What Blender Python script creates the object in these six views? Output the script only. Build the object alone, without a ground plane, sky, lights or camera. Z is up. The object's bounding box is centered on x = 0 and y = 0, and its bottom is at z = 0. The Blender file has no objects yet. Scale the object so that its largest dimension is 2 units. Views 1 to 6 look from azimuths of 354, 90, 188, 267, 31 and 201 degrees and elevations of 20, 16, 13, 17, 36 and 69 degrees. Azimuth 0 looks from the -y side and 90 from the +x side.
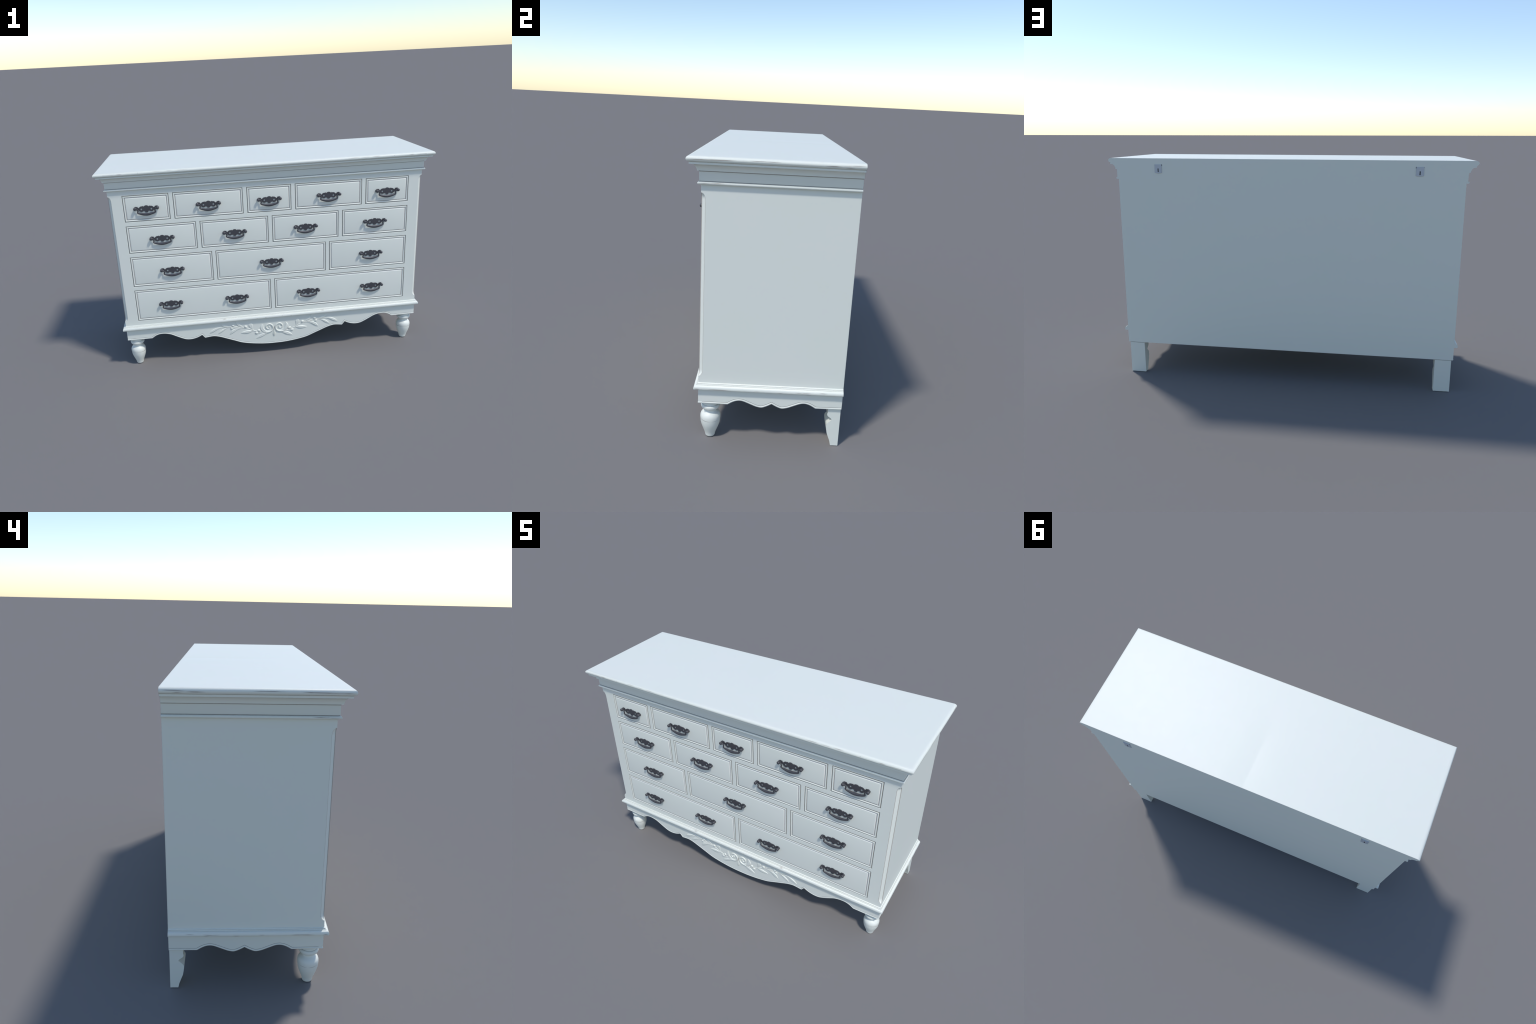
import bpy, bmesh, math
from mathutils import Vector

# ------------------------------------------------------------------ main sizes
BX = 0.9435            # half width of the carcass
FY = -0.2930           # front plane of the carcass
RY = 0.3428            # back of the carcass, the back board sits behind it
BACK = 0.3434
CORNER = 0.0182        # stopped chamfer on the front corners

# ------------------------------------------------------------------ materials
def new_mat(name):
    m = bpy.data.materials.new(name)
    m.use_nodes = True
    nt = m.node_tree
    nt.nodes.clear()
    out = nt.nodes.new("ShaderNodeOutputMaterial")
    b = nt.nodes.new("ShaderNodeBsdfPrincipled")
    nt.links.new(b.outputs[0], out.inputs[0])
    return m, nt, b

def math_node(nt, op, a, b=None, c=None, clamp=False):
    n = nt.nodes.new("ShaderNodeMath")
    n.operation = op
    n.use_clamp = clamp
    for i, v in enumerate((a, b, c)):
        if v is None:
            continue
        if isinstance(v, (int, float)):
            n.inputs[i].default_value = v
        else:
            nt.links.new(v, n.inputs[i])
    return n.outputs[0]

def mix_col(nt, fac, a, b):
    n = nt.nodes.new("ShaderNodeMix")
    n.data_type = "RGBA"
    for sock, v in ((n.inputs[0], fac), (n.inputs[6], a), (n.inputs[7], b)):
        if isinstance(v, (int, float)):
            sock.default_value = v
        elif isinstance(v, tuple):
            sock.default_value = (*v, 1)
        else:
            nt.links.new(v, sock)
    return n.outputs[2]

def ramp(nt, fac, stops):
    n = nt.nodes.new("ShaderNodeValToRGB")
    e = n.color_ramp.elements
    while len(e) > 1:
        e.remove(e[-1])
    e[0].position, e[0].color = stops[0][0], (stops[0][1],) * 3 + (1,)
    for p, v in stops[1:]:
        k = e.new(p)
        k.color = (v, v, v, 1)
    nt.links.new(fac, n.inputs[0])
    return n.outputs[0]

def coords(nt):
    tc = nt.nodes.new("ShaderNodeTexCoord")
    s = nt.nodes.new("ShaderNodeSeparateXYZ")
    nt.links.new(tc.outputs["Object"], s.inputs[0])
    return tc.outputs["Object"], s.outputs

def noise(nt, vec, scale, detail=3, mapping=(1, 1, 1)):
    mp = nt.nodes.new("ShaderNodeMapping")
    mp.inputs["Scale"].default_value = mapping
    nt.links.new(vec, mp.inputs[0])
    n = nt.nodes.new("ShaderNodeTexNoise")
    n.inputs["Scale"].default_value = scale
    n.inputs["Detail"].default_value = detail
    nt.links.new(mp.outputs[0], n.inputs["Vector"])
    return n.outputs[0]

PAINT = (0.762, 0.783, 0.708)
PAINT_B = (0.770, 0.780, 0.713)
DIRT = (0.35, 0.335, 0.305)
BARE = (0.35, 0.315, 0.285)

def band(nt, z, lo, hi, soft):
    up = math_node(nt, "MULTIPLY_ADD", z, 1 / soft, -lo / soft, True)
    dn = math_node(nt, "MULTIPLY_ADD", z, -1 / soft, hi / soft, True)
    return math_node(nt, "MULTIPLY", up, dn)

def paint(name, wear=(), crease=(0.33, 0.31, 0.27), seam=False, split=True, reach=0.62):
    """Satin off-white paint.  wear: rubbed streaks (face, start, end, z at start, z at end, half height, strength);
    on a side face they run along y, on the front along |x|, so left and right match."""
    m, nt, b = new_mat(name)
    vec, xyz = coords(nt)
    mott = noise(nt, vec, 5.0, 2)
    col = mix_col(nt, ramp(nt, mott, [(0.35, 0.0), (0.65, 1.0)]), PAINT, PAINT_B)
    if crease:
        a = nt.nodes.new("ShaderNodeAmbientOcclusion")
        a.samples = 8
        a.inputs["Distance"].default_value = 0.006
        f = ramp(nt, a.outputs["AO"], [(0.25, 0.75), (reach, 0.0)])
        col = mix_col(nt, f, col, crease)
    ax = math_node(nt, "ABSOLUTE", xyz[0])
    if wear:
        is_side = math_node(nt, "GREATER_THAN", ax, BX + 0.0005) if split else None
        total = {"side": None, "front": None}
        for face, u0, u1, z0, z1, h, k in wear:
            u = xyz[1] if face == "side" else ax
            line = math_node(nt, "MULTIPLY_ADD", u, (z1 - z0) / (u1 - u0), z0 - u0 * (z1 - z0) / (u1 - u0))
            off = math_node(nt, "ABSOLUTE", math_node(nt, "SUBTRACT", xyz[2], line))
            w = math_node(nt, "MULTIPLY_ADD", off, -1.3 / h, 1.75, True)
            e = min(0.03, (u1 - u0) * 0.4)
            w = math_node(nt, "MULTIPLY", w, math_node(nt, "MULTIPLY_ADD", u, 1 / e, -u0 / e, True))
            w = math_node(nt, "MULTIPLY", w, math_node(nt, "MULTIPLY_ADD", u, -1 / e, u1 / e, True))
            w = math_node(nt, "MULTIPLY", w, k)
            total[face] = w if total[face] is None else math_node(nt, "MAXIMUM", total[face], w)
        if split:
            w = math_node(nt, "MULTIPLY", is_side, total["side"])
            if total["front"] is not None:
                w = math_node(nt, "ADD", w, math_node(nt, "MULTIPLY", math_node(nt, "SUBTRACT", 1.0, is_side), total["front"]))
        else:
            w = total["side"]
        n = noise(nt, vec, 16.0, 5, (1, 1, 22))
        w = math_node(nt, "MULTIPLY", w, ramp(nt, n, [(0.34, 0.25), (0.52, 1.0)]), clamp=True)
        col = mix_col(nt, w, col, BARE)
    nt.links.new(col, b.inputs["Base Color"])
    fine = noise(nt, vec, 30.0, 3)
    rr = nt.nodes.new("ShaderNodeMapRange")
    rr.inputs[3].default_value, rr.inputs[4].default_value = 0.46, 0.52
    nt.links.new(fine, rr.inputs[0])
    rough = rr.outputs[0]
    if seam:
        # roughness stepped at x=0 to draw the brightness break in the top's reflection
        across = ramp(nt, math_node(nt, "ADD", xyz[0], 0.5), [(0.0, 0.5), (0.34, 0.5), (0.4995, 0.22), (0.5005, 0.72), (0.66, 0.5)])
        rear = ramp(nt, math_node(nt, "ADD", xyz[1], 0.5), [(0.30, 0.0), (0.62, 1.0)])
        shift = math_node(nt, "MULTIPLY", math_node(nt, "SUBTRACT", across, 0.5), rear)
        rough = math_node(nt, "MULTIPLY_ADD", shift, 0.30, rough)
    nt.links.new(rough, b.inputs["Roughness"])
    return m

def plain(name, col, rough, metal=0.0, vary=0.15, scale=40):
    m, nt, b = new_mat(name)
    vec, _ = coords(nt)
    n = noise(nt, vec, scale, 3)
    c = mix_col(nt, n, tuple(x * (1 - vary) for x in col), tuple(min(1, x * (1 + vary)) for x in col))
    nt.links.new(c, b.inputs["Base Color"])
    b.inputs["Roughness"].default_value = rough
    b.inputs["Metallic"].default_value = metal
    return m

TOP_WEAR = [("side", -.345, -.150, 1.2622, 1.2652, .0018, .95), ("side", -.105, .020, 1.2665, 1.2668, .0016, .9),
            ("side", .180, .255, 1.2615, 1.2630, .0022, .9), ("side", .245, .345, 1.2645, 1.2685, .0022, .75), ("side", .260, .300, 1.2582, 1.2586, .0018, .8),
            ("front", .880, .985, 1.2640, 1.2662, .0014, .8), ("front", .835, .872, 1.2655, 1.2655, .0016, .9), ("front", .745, .752, 1.2672, 1.2672, .0020, .8),
            ("front", .610, .670, 1.2695, 1.2700, .0016, .7), ("front", .545, .605, 1.2685, 1.2690, .0013, .6), ("front", .465, .540, 1.2680, 1.2690, .0015, .7)]
BEAD_WEAR = [("side", -.310, -.195, 1.1672, 1.1690, .0018, .85)]
BASE_WEAR = [("side", -.310, -.285, .2692, .2692, .0020, .9), ("side", -.255, -.150, .2688, .2700, .0018, .9), ("side", -.050, -.020, .2704, .2704, .0015, .5),
             ("side", .050, .085, .2668, .2668, .0016, .7), ("side", .130, .165, .2732, .2722, .0015, .6), ("side", .150, .205, .2700, .2740, .0015, .8),
             ("side", .175, .205, .2655, .2655, .0014, .8), ("side", .235, .275, .2754, .2758, .0015, .8),
             ("front", .048, .060, .2722, .2722, .0016, .9), ("front", .105, .117, .2700, .2700, .0013, .8), ("front", .305, .335, .2840, .2820, .0030, .5),
             ("front", .78, .82, .2640, .2645, .0014, .6)]
LEG_WEAR = [("side", -.300, -.235, .0935, .0905, .0016, .9), ("side", -.235, -.200, .0905, .0915, .0012, .55)]

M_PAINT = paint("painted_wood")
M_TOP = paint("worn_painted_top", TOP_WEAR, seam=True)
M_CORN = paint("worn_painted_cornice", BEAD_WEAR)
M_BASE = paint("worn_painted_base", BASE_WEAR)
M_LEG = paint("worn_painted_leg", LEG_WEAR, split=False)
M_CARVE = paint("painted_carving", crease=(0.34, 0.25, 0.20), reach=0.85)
M_GROOVE = plain("dirty_groove", DIRT, 0.7)
M_SOFT = plain("dark_crease_line", (0.37, 0.355, 0.325), 0.6)
M_TAN = plain("rubbed_line", (0.42, 0.385, 0.34), 0.6, vary=0.08)
M_EDGE = plain("lightened_edge", (0.83, 0.80, 0.77), 0.45, vary=0.02)  # paler and slightly warmer than the paint, on a thin strip round each drawer panel
M_IRON = plain("dark_iron", (0.078, 0.077, 0.086), 0.42, 0.3, 0.12, 120)
M_STEEL = plain("galvanised_steel", (0.52, 0.55, 0.60), 0.5, 0.35, 0.05)
M_BLACK = plain("dark_hole", (0.012, 0.012, 0.014), 0.8)

# ------------------------------------------------------------------ helpers
def link(o, parent=None):
    bpy.context.scene.collection.objects.link(o)
    if parent:
        o.parent = parent
    return o

def mesh_obj(name, verts, faces, mats, parent, fmat=None, smooth=None, recalc=False):
    me = bpy.data.meshes.new(name)
    me.from_pydata([tuple(v) for v in verts], [], [tuple(f) for f in faces])
    for m in mats:
        me.materials.append(m)
    if fmat:
        me.polygons.foreach_set("material_index", fmat)
    if recalc:
        bm = bmesh.new()
        bm.from_mesh(me)
        bmesh.ops.recalc_face_normals(bm, faces=bm.faces)
        bm.to_mesh(me)
        bm.free()
    if smooth is not None:
        me.polygons.foreach_set("use_smooth", [True] * len(me.polygons))
        me.set_sharp_from_angle(angle=math.radians(smooth))
    me.update()
    return link(bpy.data.objects.new(name, me), parent)

class Builder:
    def __init__(self):
        self.v, self.f, self.m = [], [], []
    def quad(self, a, b, c, d, mat=0):
        i = len(self.v)
        self.v += [a, b, c, d]
        self.f.append((i, i + 1, i + 2, i + 3))
        self.m.append(mat)
    def grid(self, rows, mats=None, closed=False):
        """rows: lists of equal length; mats: material per strip along the row direction."""
        base = len(self.v)
        n = len(rows[0])
        for r in rows:
            self.v += r
        for i in range(len(rows) - 1):
            for j in range(n if closed else n - 1):
                k = (j + 1) % n
                self.f.append((base + i * n + j, base + i * n + k, base + (i + 1) * n + k, base + (i + 1) * n + j))
                self.m.append(mats[i] if mats else 0)
    def ngon(self, pts, mat=0):
        i = len(self.v)
        self.v += pts
        self.f.append(tuple(range(i, i + len(pts))))
        self.m.append(mat)
    def make(self, name, mats, parent, smooth=None, merge=True, recalc=True):
        o = mesh_obj(name, self.v, self.f, mats, parent, self.m)
        bm = bmesh.new()
        bm.from_mesh(o.data)
        if merge:
            bmesh.ops.remove_doubles(bm, verts=bm.verts, dist=1e-5)
        if recalc:
            bmesh.ops.recalc_face_normals(bm, faces=bm.faces)
        bm.to_mesh(o.data)
        bm.free()
        if smooth is not None:
            o.data.polygons.foreach_set("use_smooth", [True] * len(o.data.polygons))
            o.data.set_sharp_from_angle(angle=math.radians(smooth))
        return o

def catmull(pts, n):
    """Smooth curve through control points (any dimension), n samples per span."""
    p = [Vector(q) for q in pts]
    out = []
    for i in range(len(p) - 1):
        a = p[i - 1] if i else p[0] * 2 - p[1]
        d = p[i + 2] if i + 2 < len(p) else p[-1] * 2 - p[-2]
        b, c = p[i], p[i + 1]
        for k in range(n):
            t = k / n
            out.append(0.5 * (2 * b + (c - a) * t + (2 * a - 5 * b + 4 * c - d) * t * t + (3 * b - a - 3 * c + d) * t ** 3))
    out.append(p[-1])
    return out

def sweep_u(name, profile, parent, mats, yback, smooth=40, fmat=None, front_scale=1.0, cap_back=False):
    """Moulding run round the left side, the front and the right side with mitred corners.
    profile: (projection, z) from top to bottom."""
    b = Builder()
    rows = []
    for d, z in profile:
        f = d * front_scale
        rows.append([Vector((-BX - d, yback, z)), Vector((-BX - d, FY - f, z)),
                     Vector((BX + d, FY - f, z)), Vector((BX + d, yback, z))])
    b.grid(rows, fmat)
    if cap_back:
        b.ngon([r[0] for r in rows])
        b.ngon([r[3] for r in rows])
    return b.make(name, mats, parent, smooth)

# ------------------------------------------------------------------ the thing
root = bpy.data.objects.new("chest_of_drawers", None)
root["label"] = "wide white painted chest of drawers with dark iron handles"
root["category"] = "chest of drawers"
link(root)

# ---- drawer layout: rows of (z low, z high, handle z, [(x0, x1, [handle x])])
ROWS = [
    (0.9712, 1.1272, 1.0490, [(-.8603, -.5957, [-.7285]), (-.5688, -.1595, [-.3643]), (-.1322, .1322, [0]), (.1595, .5688, [.3640]), (.5957, .8603, [.7282])]),
    (0.7747, 0.9412, 0.8602, [(-.8603, -.4505, [-.6560]), (-.4237, -.0136, [-.2190]), (.0136, .4237, [.2187]), (.4505, .8603, [.6552])]),
    (0.5560, 0.7452, 0.6522, [(-.8603, -.3680, [-.6153]), (-.3427, .3427, [0]), (.3680, .8603, [.6334])]),
    (0.3237, 0.5268, 0.4274, [(-.8603, -.0138, [-.6453, -.2297]), (.0138, .8603, [.2293, .6446])]),
]
EASE = 0.0020    # rounded-over edge of each opening
GAP = 0.0016 + EASE     # the measured lines run along the middle of the gap

# ---- carcass: stopped chamfer on the corners, face frame with openings
def chamfer_at(z):
    def ease(t):
        t = min(1, max(0, t))
        return math.sqrt(max(0.0, 1 - (1 - t) ** 2))
    up = ease((1.1285 - z) / 0.030)
    lo = ease((z - 0.3235) / 0.026)
    return max(0.00002, CORNER * min(up, lo))

ZTOP, ZBOT = 1.180, 0.2625
zs = [ZTOP, 1.1290] + [1.1285 - 0.030 * (k / 14) ** 1.6 for k in range(15)] + \
     [0.3495 - 0.026 * (1 - (1 - k / 14) ** 1.6) for k in range(15)] + [0.3230, ZBOT]
XF = ROWS[0][3][-1][1] + GAP
b = Builder()
for s in (-1, 1):
    side, c1, cin1, cin2, cin3, c2, front = [], [], [], [], [], [], []
    rows = []
    for z in zs:
        c = chamfer_at(z)
        e = min(0.0022, c * 0.18)
        hollow = c * 0.10
        p0 = Vector((s * BX, RY, z))
        p1 = Vector((s * BX, FY + c, z))
        p5 = Vector((s * (BX - c), FY, z))
        d = (p5 - p1)
        n = Vector((-s, 1, 0)).normalized()
        t = e / max(c, 1e-6)
        q1 = p1 + d * t + n * e * 0.5
        q2 = p1 + d * 0.3 + n * hollow
        q3 = p1 + d * 0.7 + n * hollow
        q4 = p5 - d * t + n * e * 0.5
        rows.append([p0, p1, q1, q2, q3, q4, p5, Vector((s * XF, FY, z))])
    cols = list(map(list, zip(*rows)))
    b.grid(cols, [0, 2, 0, 0, 0, 2, 0])
# rails and stiles between the openings
edges = [ZTOP]
for zl, zh, _, _ in ROWS:
    edges += [zh + GAP, zl - GAP]
edges.append(ZBOT)
for i in range(0, len(edges), 2):
    b.quad(Vector((-XF, FY, edges[i])), Vector((XF, FY, edges[i])), Vector((XF, FY, edges[i + 1])), Vector((-XF, FY, edges[i + 1])))
for zl, zh, _, ds in ROWS:
    zl, zh = zl - GAP, zh + GAP
    for (a0, a1, _), (c0, c1, _) in zip(ds, ds[1:]):
        b.quad(Vector((a1 + GAP, FY, zl)), Vector((c0 - GAP, FY, zl)), Vector((c0 - GAP, FY, zh)), Vector((a1 + GAP, FY, zh)))
    for x0, x1, _ in ds:
        x0, x1 = x0 - GAP, x1 + GAP
        rs = []
        for i, y in ((0, FY), (EASE, FY + 0.0011), (EASE, FY + 0.0050)):
            rs.append([Vector((x, y, z)) for x, z in ((x0 + i, zl + i), (x1 - i, zl + i), (x1 - i, zh - i), (x0 + i, zh - i))])
        b.grid(rs, [0, 1], closed=True)
        b.ngon(list(rs[2]), 1)
# floor and inner top, so no light leaks through
b.quad(Vector((-BX, FY, ZBOT)), Vector((BX, FY, ZBOT)), Vector((BX, RY, ZBOT)), Vector((-BX, RY, ZBOT)))
b.make("carcass", [M_PAINT, M_GROOVE, M_TAN, M_EDGE], root, None, recalc=False)

# profile of the base moulding
BASE = [(0.0, 0.2925), (0.0018, 0.2918), (0.0036, 0.2905), (0.0044, 0.2890), (0.0044, 0.2880), (0.0056, 0.2878), (0.0060, 0.2866),
        (0.0082, 0.2862), (0.0090, 0.2846), (0.0090, 0.2838), (0.0108, 0.2836), (0.0140, 0.2822), (0.0168, 0.2796), (0.0186, 0.2762),
        (0.0194, 0.2722), (0.0192, 0.2684), (0.0180, 0.2652), (0.0158, 0.2632), (0.0125, 0.2624), (0.0, 0.2624)]

# ---- back board, with the cornice outline cut flush
FS = 0.955
CORNICE = [(0.0452, 1.2520), (0.0452, 1.2440), (0.0340, 1.2428), (0.0285, 1.2400), (0.0235, 1.2355), (0.0200, 1.2300),
           (0.0178, 1.2242), (0.0168, 1.2190), (0.0166, 1.2166), (0.0102, 1.2160), (0.0086, 1.2148), (0.0080, 1.2125),
           (0.0078, 1.1762), (0.0070, 1.1752), (0.0070, 1.1734), (0.0092, 1.1732), (0.0125, 1.1718), (0.0145, 1.1692),
           (0.0149, 1.1665), (0.0138, 1.1638), (0.0112, 1.1620), (0.0060, 1.1614), (0.0, 1.1614)]
NOSE = []
for k in range(15):
    a = math.pi / 2 - math.pi * 0.90 * k / 14
    NOSE.append((0.0375 + 0.0190 * max(0.0, math.cos(a)) ** 0.9 if a > -math.pi / 2 else 0.0375, 1.2643 + 0.0127 * math.sin(a)))
TOPZ = NOSE[0][1]

out_r = [(d, z) for d, z in NOSE] + CORNICE
out_r = [(BX + d, z) for d, z in out_r + BASE]
tail = [(BX - 0.0002, 0.1965), (BX - 0.0030, 0.1955), (BX - 0.0030, 0.1905), (BX - 0.0006, 0.1886),
        (-BX + 0.0006, 0.1886), (-BX + 0.0030, 0.1905), (-BX + 0.0030, 0.1955), (-BX + 0.0002, 0.1965)]
outline = out_r + tail + [(-x, z) for x, z in reversed(out_r)]
b = Builder()
rows = [[Vector((x, y, z)) for x, z in outline] for y in (BACK, 0.3426)]
b.grid(rows, closed=True)
b.ngon(list(rows[0]))
# thickness of the board below the carcass
b.quad(Vector((-0.93, 0.3426, .1886)), Vector((.93, 0.3426, .1886)), Vector((.93, .325, .1886)), Vector((-.93, .325, .1886)))
b.quad(Vector((-0.93, 0.325, .1886)), Vector((.93, 0.325, .1886)), Vector((.93, .325, .2626)), Vector((-.93, .325, .2626)))
b.make("back_panel", [M_PAINT], root, recalc=True)

# ---- table top with bull-nosed edge
b = Builder()
rows = []
for d, z in NOSE + [(0.030, 1.2522)]:
    f = d * FS
    rows.append([Vector((-BX - d, 0.3430, z)), Vector((-BX - d, FY - f, z)), Vector((BX + d, FY - f, z)), Vector((BX + d, 0.3430, z))])
b.grid(rows)
b.ngon(list(rows[0]))
b.make("tabletop", [M_TOP], root, 40)

# ---- cornice under the top
mats = []
for (d0, z0), (d1, z1) in zip(CORNICE, CORNICE[1:]):
    mats.append(1 if (z0 < 1.2161 and z0 > 1.2140) or (1.1730 < z0 < 1.1763 and z1 > 1.1731) else 0)
sweep_u("cornice_moulding", CORNICE, root, [M_CORN, M_SOFT], 0.3430, 40, mats, FS)

# ---- base moulding
bm_ = [1 if i in (4, 8) else 0 for i in range(len(BASE) - 1)]
sweep_u("base_moulding", BASE, root, [M_BASE, M_SOFT], 0.3430, 40, bm_, 1.0)

# ---- shaped aprons with a bead along the lower edge
FRONT_HALF = [[(0.0, 0.0692), (0.05, 0.0702), (0.10, 0.0743), (0.16, 0.0830), (0.215, 0.0953), (0.26, 0.1132), (0.305, 0.1312),
               (0.352, 0.1500), (0.385, 0.1592), (0.410, 0.1606), (0.4538, 0.1556)],
              [(0.4538, 0.1556), (0.4718, 0.1783)],
              [(0.4718, 0.1783), (0.492, 0.1675), (0.515, 0.1596), (0.544, 0.1552), (0.575, 0.1582), (0.605, 0.1705), (0.637, 0.1868),
               (0.668, 0.2030), (0.698, 0.2115), (0.7250, 0.2140), (0.7450, 0.2118), (0.7660, 0.2040), (0.7895, 0.1888)],
              [(0.7895, 0.1888), (0.9430, 0.1896)]]
SIDE_HALF = [[(0.0, 0.2005), (0.016, 0.1915), (0.033, 0.1838), (0.0475, 0.1806), (0.070, 0.1850), (0.100, 0.1972), (0.125, 0.2072),
              (0.142, 0.2100), (0.158, 0.2078), (0.175, 0.2008), (0.1945, 0.1888)],
             [(0.1945, 0.1888), (0.3098, 0.1896), (0.325, 0.1896)]]

def half_curve(parts, n=6):
    out = []
    for p in parts:
        c = catmull(p, n) if len(p) > 3 else [Vector(q) for q in p] if len(p) == 3 else [Vector(p[0]).lerp(Vector(p[1]), k / 4) for k in range(5)]
        out += [(v[0], v[1]) for v in (c if not out else c[1:])]
    return out

def offset_line(pts, d):
    """Parallel curve above a polyline, with mitred corners."""
    out = []
    for i, p in enumerate(pts):
        ns = []
        for a, c in ((i - 1, i), (i, i + 1)):
            if 0 <= a and c < len(pts):
                t = Vector(pts[c]) - Vector(pts[a])
                ns.append(Vector((-t.y, t.x)).normalized())
        n = ns[0] if len(ns) == 1 else (ns[0] + ns[1]).normalized()
        k = max(0.55, n.dot(ns[0]))
        out.append((p[0] + n.x * d / k, p[1] + n.y * d / k))
    out[0] = (pts[0][0], out[0][1])
    out[-1] = (pts[-1][0], out[-1][1])
    return out

def apron(name, half, place, lo, hi, parent):
    right = half_curve(half)
    pts = [(-x, z) for x, z in reversed(right[1:])] + right
    pts = [p for p in pts if lo - 1e-4 <= p[0] <= hi + 1e-4]
    pts[0] = (lo, pts[0][1])
    pts[-1] = (hi, pts[-1][1])
    # (offset, projection) across the bead and the quirk behind it
    prof = [(0.0, -0.018, 0), (0.0, -0.0012, 0), (0.0008, 0.0002, 0), (0.0026, 0.0012, 0), (0.0048, 0.0012, 0), (0.0066, 0.0004, 0), (0.0076, -0.0008, 1),
            (0.0084, -0.0016, 1), (0.0094, -0.0010, 1), (0.0100, 0.0, 0)]
    b = Builder()
    rows = [[place(x, d, z) for x, z in offset_line(pts, o)] for o, d, _ in prof]
    rows.append([place(x, 0.0, 0.2630) for x, z in offset_line(pts, prof[-1][0])])
    rows.append([place(x, -0.018, 0.2630) for x, z in pts])
    rows.append([place(x, -0.018, z) for x, z in pts])
    b.grid(rows, [p[2] for p in prof] + [0, 0])
    for j in (0, -1):
        b.ngon([r[j] for r in rows[:-1]])
    return b.make(name, [M_PAINT, M_GROOVE], parent, 35)

apron("front_apron", FRONT_HALF, lambda x, d, z: Vector((x, FY - d, z)), -0.943, 0.943, root)
SC = 0.0325
for s in (-1, 1):
    apron("side_apron", SIDE_HALF, lambda u, d, z, s=s: Vector((s * (BX + d), SC + u, z)), -0.3250, 0.3099, root)

# ---- turned front legs
LEG = [(0.0, 0.1900), (0.0360, 0.1900), (0.0363, 0.1740), (0.0370, 0.1668), (0.0382, 0.1658), (0.0414, 0.1648), (0.0433, 0.1615), (0.0438, 0.1570), (0.0431, 0.1522),
       (0.0408, 0.1478), (0.0365, 0.1440), (0.0312, 0.1408), (0.0275, 0.1384), (0.0260, 0.1350), (0.0260, 0.1315), (0.0280, 0.1284), (0.0328, 0.1252), (0.0384, 0.1206),
       (0.0430, 0.1143), (0.0455, 0.1065), (0.0459, 0.0985), (0.0454, 0.0900), (0.0441, 0.0770), (0.0418, 0.0650), (0.0384, 0.0540),
       (0.0344, 0.0430), (0.0306, 0.0330), (0.0270, 0.0240), (0.0244, 0.0160), (0.0228, 0.0080), (0.0222, 0.0040), (0.0208, 0.0012),
       (0.0185, 0.0), (0.0, 0.0)]
SEG = 40
for s in (-1, 1):
    b = Builder()
    rows = [[Vector((s * 0.8915 + r * math.cos(2 * math.pi * k / SEG), -0.2420 + r * math.sin(2 * math.pi * k / SEG), z)) for k in range(SEG)] for r, z in LEG]
    b.grid(rows, [1 if i == 3 else 0 for i in range(len(LEG) - 1)], closed=True)
    b.make("turned_leg", [M_LEG, M_SOFT], root, 50)

# ---- rear legs: sawn from a board, the turned outline only on the front edge
REAR = [(0.3086, 0.0), (0.3066, 0.008), (0.3042, 0.020), (0.2984, 0.036), (0.2930, 0.050), (0.2884, 0.0625), (0.2855, 0.078), (0.2836, 0.092), (0.2828, 0.1015),
        (0.2840, 0.1085), (0.2872, 0.1130), (0.2925, 0.1182), (0.2990, 0.1238), (0.3045, 0.1292), (0.3056, 0.1322), (0.3035, 0.1362), (0.2990, 0.1400), (0.2940, 0.1436), (0.2880, 0.1480),
        (0.2842, 0.1540), (0.2838, 0.1590), (0.2850, 0.1640), (0.2858, 0.1680), (0.2852, 0.1900)]
for s in (-1, 1):
    b = Builder()
    rows = []
    loop = [(y, z) for y, z in REAR] + [(0.3350, 0.1900), (0.3350, 0.1868), (0.3420, 0.1860), (0.3420, 0.0)]
    rows = [[Vector((s * x, y, z)) for y, z in loop] for x in (0.846, 0.934)]
    b.grid(rows, closed=True)
    b.ngon(rows[0])
    b.ngon(rows[1])
    b.make("rear_leg", [M_PAINT], root, 30)

# ---- handle mesh, shared by all handles (local: x right, -y forward, z up)
PLATE = [(0, .0194), (.0055, .0186), (.0100, .0163), (.0147, .0114), (.0166, .0140), (.0184, .0172), (.0204, .0150), (.0228, .0143), (.0290, .0148),
         (.0345, .0132), (.0395, .0098), (.0434, .0050), (.0468, .0054), (.0498, .0098), (.0520, .0144), (.0540, .0122), (.0570, .0126), (.0598, .0148),
         (.0620, .0130), (.0652, .0142), (.0668, .0118), (.0695, .0088), (.0735, .0040), (.0730, -.0020), (.0695, -.0064), (.0600, -.0072), (.0510, -.0042),
         (.0462, -.0048), (.0440, -.0098), (.0388, -.0150), (.0300, -.0188), (.0230, -.0174), (.0192, -.0140), (.0166, -.0124), (.0146, -.0166), (.0122, -.0140),
         (.0074, -.0140), (.0095, -.0182), (.0062, -.0218), (0, -.0226)]
cu = bpy.data.curves.new("plate_outline", "CURVE")
cu.dimensions = "2D"
cu.fill_mode = "BOTH"
cu.extrude = 0.0018
def add_loop(pts):
    sp = cu.splines.new("POLY")
    sp.points.add(len(pts) - 1)
    for q, (x, z) in zip(sp.points, pts):
        q.co = (x, z, 0, 1)
    sp.use_cyclic_u = True
add_loop(PLATE + [(-x, z) for x, z in reversed(PLATE[1:-1])])
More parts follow.
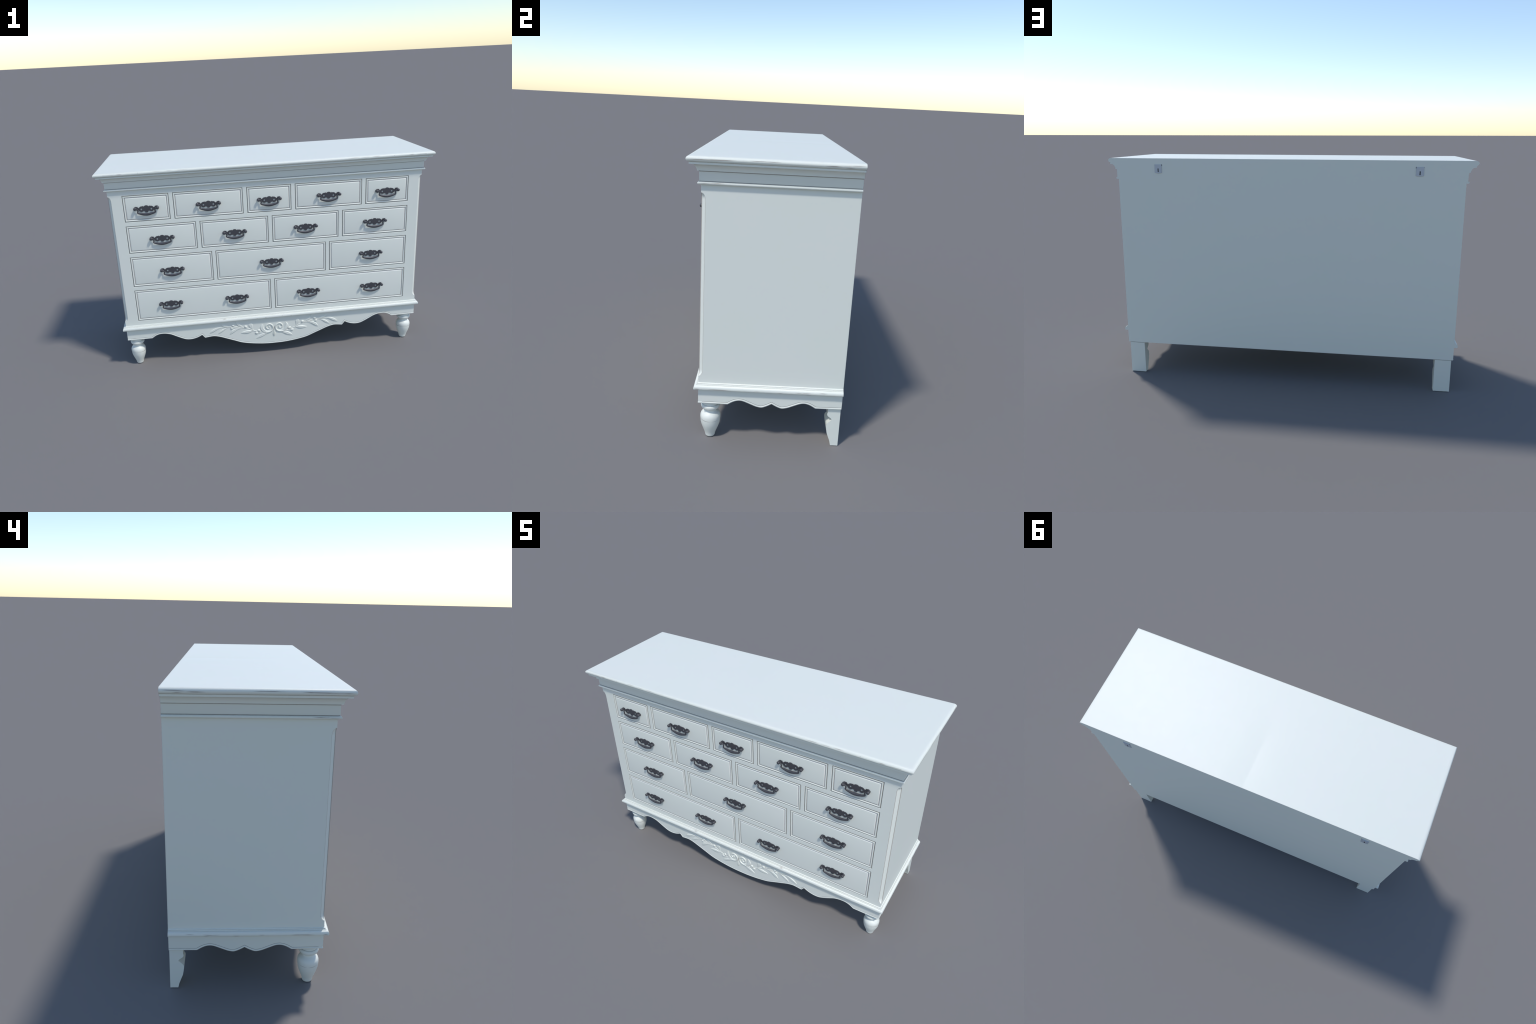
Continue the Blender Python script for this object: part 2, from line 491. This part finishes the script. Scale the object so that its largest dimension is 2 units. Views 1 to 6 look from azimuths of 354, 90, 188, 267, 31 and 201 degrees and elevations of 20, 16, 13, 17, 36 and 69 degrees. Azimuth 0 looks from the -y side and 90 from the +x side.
for s in (-1, 1):
    add_loop([(s * 0.0293 + 0.0052 * math.cos(2 * math.pi * k / 16), -0.0032 + 0.0052 * math.sin(2 * math.pi * k / 16)) for k in range(16)])
tmp = bpy.data.objects.new("plate_outline", cu)
link(tmp)
bpy.context.view_layer.update()
pm = bpy.data.meshes.new_from_object(tmp.evaluated_get(bpy.context.evaluated_depsgraph_get()))
bpy.data.objects.remove(tmp)
hb = Builder()
base = 0
for v in pm.vertices:
    hb.v.append(Vector((v.co.x, -v.co.z - 0.0018, v.co.y)))
for f in pm.polygons:
    hb.f.append(tuple(f.vertices))
    hb.m.append(0)
POST = [(0.0, 0.0002), (0.0082, 0.0002), (0.0082, 0.0035), (0.0062, 0.0050), (0.0058, 0.0085), (0.0070, 0.0105), (0.0086, 0.0122), (0.0090, 0.0150), (0.0084, 0.0185),
        (0.0066, 0.0208), (0.0036, 0.0220), (0.0, 0.0222)]
for s in (-1, 1):
    hb.grid([[Vector((s * 0.0660 + r * math.cos(2 * math.pi * k / 16), -d, 0.0028 + r * math.sin(2 * math.pi * k / 16))) for k in range(16)] for r, d in POST], closed=True)
    # small leaf-shaped crest on the post
# bail: spine (x, forward, z, radius)
BAIL = [(.0640, .0125, .0020, .0041), (.0580, .0125, .0028, .0041), (.0530, .0122, .0000, .0041), (.0503, .0120, -.0055, .0041), (.0496, .0118, -.0115, .0041), (.0512, .0116, -.0170, .0040),
        (.0508, .0113, -.0214, .0046), (.0450, .0110, -.0248, .0053), (.0330, .0108, -.0281, .0065), (.0170, .0106, -.0314, .0078), (0, .0105, -.0328, .0084)]
full = BAIL + [(-x, d, z, r) for x, d, z, r in reversed(BAIL[:-1])]
sp = catmull(full, 4)
rows = []
for i, p in enumerate(sp):
    a, c = sp[max(0, i - 1)], sp[min(len(sp) - 1, i + 1)]
    t = Vector((c[0] - a[0], c[2] - a[2])).normalized()
    n = Vector((-t.y, t.x))
    r = p[3]
    fr = r * 0.72 if r > 0.004 else r * 0.95
    row = []
    for k in range(12):
        an = 2 * math.pi * k / 12
        o = r * math.cos(an)
        row.append(Vector((p[0] + n.x * o, -(p[1] + fr * math.sin(an)), p[2] + n.y * o)))
    rows.append(row)
hb.grid(rows, closed=True)
hb.ngon(list(rows[0]))
hb.ngon(list(rows[-1]))
proto = hb.make("drawer_handle", [M_IRON], None, 45)
handle_mesh = proto.data
bpy.data.objects.remove(proto)

# ---- drawers
RINGS = [(0.0012, -0.0046, 1), (0.0012, -0.0030, 1), (0.0018, -0.0008, 0), (0.0030, 0.0010, 0), (0.0052, 0.0017, 0), (0.0076, 0.0013, 0), (0.0092, 0.0002, 0),
         (0.0100, -0.0010, 3), (0.0112, -0.0024, 3), (0.0130, -0.0020, 2), (0.0146, -0.0004, 0), (0.0166, 0.0007, 0), (0.0185, 0.0010, 0)]
for zl, zh, hz, ds in ROWS:
    for x0, x1, hx in ds:
        cx, cz = (x0 + x1) / 2, (zl + zh) / 2
        w, h = (x1 - x0) / 2, (zh - zl) / 2
        b = Builder()
        rows = [[Vector((sx * (w - i), -d, sz * (h - i))) for sx, sz in ((-1, -1), (1, -1), (1, 1), (-1, 1))] for i, d, _ in RINGS]
        b.grid(rows, [r[2] for r in RINGS], closed=True)
        b.ngon(list(rows[-1]))
        o = b.make("drawer", [M_PAINT, M_GROOVE, M_EDGE, M_SOFT], root, 25)
        o.location = (cx, FY, cz)
        for x in hx:
            hnd = link(bpy.data.objects.new("drawer_handle", handle_mesh), o)
            hnd.location = (x - cx, -0.0010, hz - 0.0030 + 0.0032 - 0.0030 - cz)

# ---- carved spray on the front apron
carv = bpy.data.objects.new("carved_spray", None)
link(carv, root)
carv.location = (0, FY, 0)

RELIEF = 0.88    # overall depth of the carving

def leaf(name, pts, width, height, blunt=0.5, stalk=0.12, fold=0.25):
    """Convex carved leaf along a curved mid-line, pointed at the tip."""
    path = catmull(pts, 8)
    n = len(path)
    b = Builder()
    rows = []
    for i, p in enumerate(path):
        a, c = path[max(0, i - 1)], path[min(n - 1, i + 1)]
        t = (c - a).normalized()
        nn = Vector((-t.y, t.x))
        u = i / (n - 1)
        g = math.sin(math.pi * min(1, max(0, (u - 0.10)) / 0.90) ** (0.9 + blunt)) ** 0.85 if 0.10 < u < 1 else 0.0
        wd = max(width * 0.5 * (stalk + (1 - stalk) * g) if u < 0.999 else 0.0, 0.0003)
        if u > 0.6:
            wd = max(width * 0.5 * g, 0.0003)
        hh = height * (0.40 + 0.60 * g)
        row = []
        for k in range(9):
            q = -1 + 2 * k / 8
            up = math.sqrt(max(0.0, 1 - q * q)) ** 0.8 * (1 - fold * math.exp(-(q / 0.25) ** 2))
            row.append(Vector((p.x + nn.x * wd * q, 0.0008 - hh * up, p.y + nn.y * wd * q)))
        rows.append(row)
    b.grid(rows)
    return b.make(name, [M_CARVE], carv, 60)

def vine(name, pts, r0, r1, height):
    path = catmull(pts, 7)
    n = len(path)
    b = Builder()
    rows = []
    for i, p in enumerate(path):
        a, c = path[max(0, i - 1)], path[min(n - 1, i + 1)]
        t = (c - a).normalized()
        nn = Vector((-t.y, t.x))
        u = i / (n - 1)
        r = r0 + (r1 - r0) * u
        row = []
        for k in range(9):
            an = math.pi * k / 8
            row.append(Vector((p.x + nn.x * r * math.cos(an), 0.0008 - height * (r / max(r0, r1)) * math.sin(an), p.y + nn.y * r * math.cos(an))))
        rows.append(row)
    b.grid(rows)
    b.ngon(list(rows[0]))
    b.ngon(list(rows[-1]))
    return b.make(name, [M_CARVE], carv, 60)

def berry(x, z, rx, rz, tilt):
    b = Builder()
    rows = []
    for i in range(7):
        a = math.pi / 2 * i / 6
        row = []
        for k in range(16):
            an = 2 * math.pi * k / 16
            u, v = rx * math.cos(a) * math.cos(an), rz * math.cos(a) * math.sin(an)
            row.append(Vector((x + u * math.cos(tilt) - v * math.sin(tilt), 0.0008 - 0.0078 * RELIEF * math.sin(a), z + u * math.sin(tilt) + v * math.cos(tilt))))
        rows.append(row)
    b.grid(rows, closed=True)
    return b.make("berry", [M_CARVE], carv, 80)

LEAVES = [  # mid-line, width, height
    ([(.132, .172), (.1475, .197), (.1540, .216), (.1575, .2330)], .0250, .0056),
    ([(.132, .1735), (.154, .1728), (.1762, .1708), (.2200, .1676)], .0180, .0070),
    ([(.193, .1995), (.238, .1990), (.268, .1858), (.2925, .1628)], .0170, .0066),
    ([(.196, .2040), (.218, .2165), (.2340, .2290), (.2502, .2515)], .0150, .0058),
    ([(.2890, .2155), (.3180, .2085), (.3450, .1935), (.3690, .1755)], .0120, .0060),
    ([(.3200, .2168), (.3600, .2178), (.3960, .2030), (.4220, .1864)], .0150, .0066),
    ([(.2880, .2195), (.3060, .2230), (.3270, .2285), (.3520, .2466)], .0130, .0056),
    ([(.012, .1585), (.052, .1490), (.085, .1360), (.1215, .1166)], .0190, .0066),
]
BERRIES = [(.1003, .1722, .0122, .0090, .25), (.1167, .1568, .0128, .0086, .15), (.1872, .2092, .0110, .0082, .35), (.2682, .2250, .0105, .0062, .05), (.2773, .2077, .0108, .0072, .1)]
STEM = [(.016, .1580), (.050, .1545), (.078, .1565), (.105, .1640), (.134, .1755), (.166, .1925), (.196, .2020), (.226, .2090), (.256, .2160), (.288, .2178), (.318, .2160), (.336, .2168)]
SPIRAL = [(.060, .1555), (.036, .1560), (.0165, .1650), (.0085, .1835), (.0135, .2020), (.0300, .2130), (.0465, .2080), (.0535, .1950), (.0490, .1835), (.0385, .1800), (.0300, .1865), (.0315, .1950), (.0375, .1955)]
CURL = [(.020, .1600), (.046, .1580), (.0680, .1660), (.0810, .1860), (.0800, .2040), (.0745, .2190)]
for s in (1, -1):
    f = lambda pts: [(s * p[0], p[1]) for p in pts]
    for pts, w, h in LEAVES:
        leaf("carved_leaf", f(pts), w * 1.22, h * RELIEF)
    leaf("curled_leaf", f(CURL), .0265, .0066 * RELIEF, 0.2, 0.45)
    vine("scroll", f(SPIRAL), .0056, .0040, .0080 * RELIEF)
    vine("stem", f(STEM), .0034, .0022, .0046 * 0.8)
    vine("stem", f([(.222, .2060), (.245, .2085), (.270, .2075)]), .0022, .0018, .0040)
    vine("stem", f([(.078, .1560), (.095, .1565), (.110, .1560)]), .0024, .0020, .0040)
    for x, z, rx, rz, t in BERRIES:
        berry(s * x, z, rx * 0.95, rz * 1.08, s * t)
leaf("pendant_leaf", [(0, .1930), (-.0008, .170), (-.0015, .145), (-.0020, .1205)], .0170, .0078 * RELIEF, 0.9, 0.15, 0.45)

# ---- keyhole hangers on the back
for x, s in ((0.7085, -1), (-0.7075, 1)):
    b = Builder()
    hw = 0.0200
    shape = [(-hw, 1.2432), (hw, 1.2432), (hw, 1.1985), (hw * .75, 1.1965), (0, 1.1942), (-hw * .75, 1.1965), (-hw, 1.1985)]
    rows = [[Vector((x + u * k, y, 1.2185 + (z - 1.2185) * k)) for u, z in shape] for y, k in ((BACK - .0002, 1), (.3462, 1), (.3470, .97))]
    b.grid(rows, closed=True)
    b.ngon(list(rows[-1]))
    br = b.make("hanging_bracket", [M_STEEL], root)
    b = Builder()
    def block(u0, u1, z0, z1, y1):
        p = [Vector((x + u, BACK, z)) for u, z in ((u0, z0), (u1, z0), (u1, z1), (u0, z1))]
        q = [v + Vector((0, y1 - BACK, 0)) for v in p]
        b.grid([p, q], closed=True)
        b.ngon(list(q))
    block(-.0026, .0026, 1.2022, 1.2222, .3472)
    block(s * hw * .93, s * (hw + .0022), 1.2365, 1.2442, .3440)  # dark marks at the bracket's upper corners, drawn as black blocks
    block(-s * hw * .97, -s * (hw + .0010), 1.2380, 1.2436, .3440)
    b.make("bracket_slot", [M_BLACK], br)
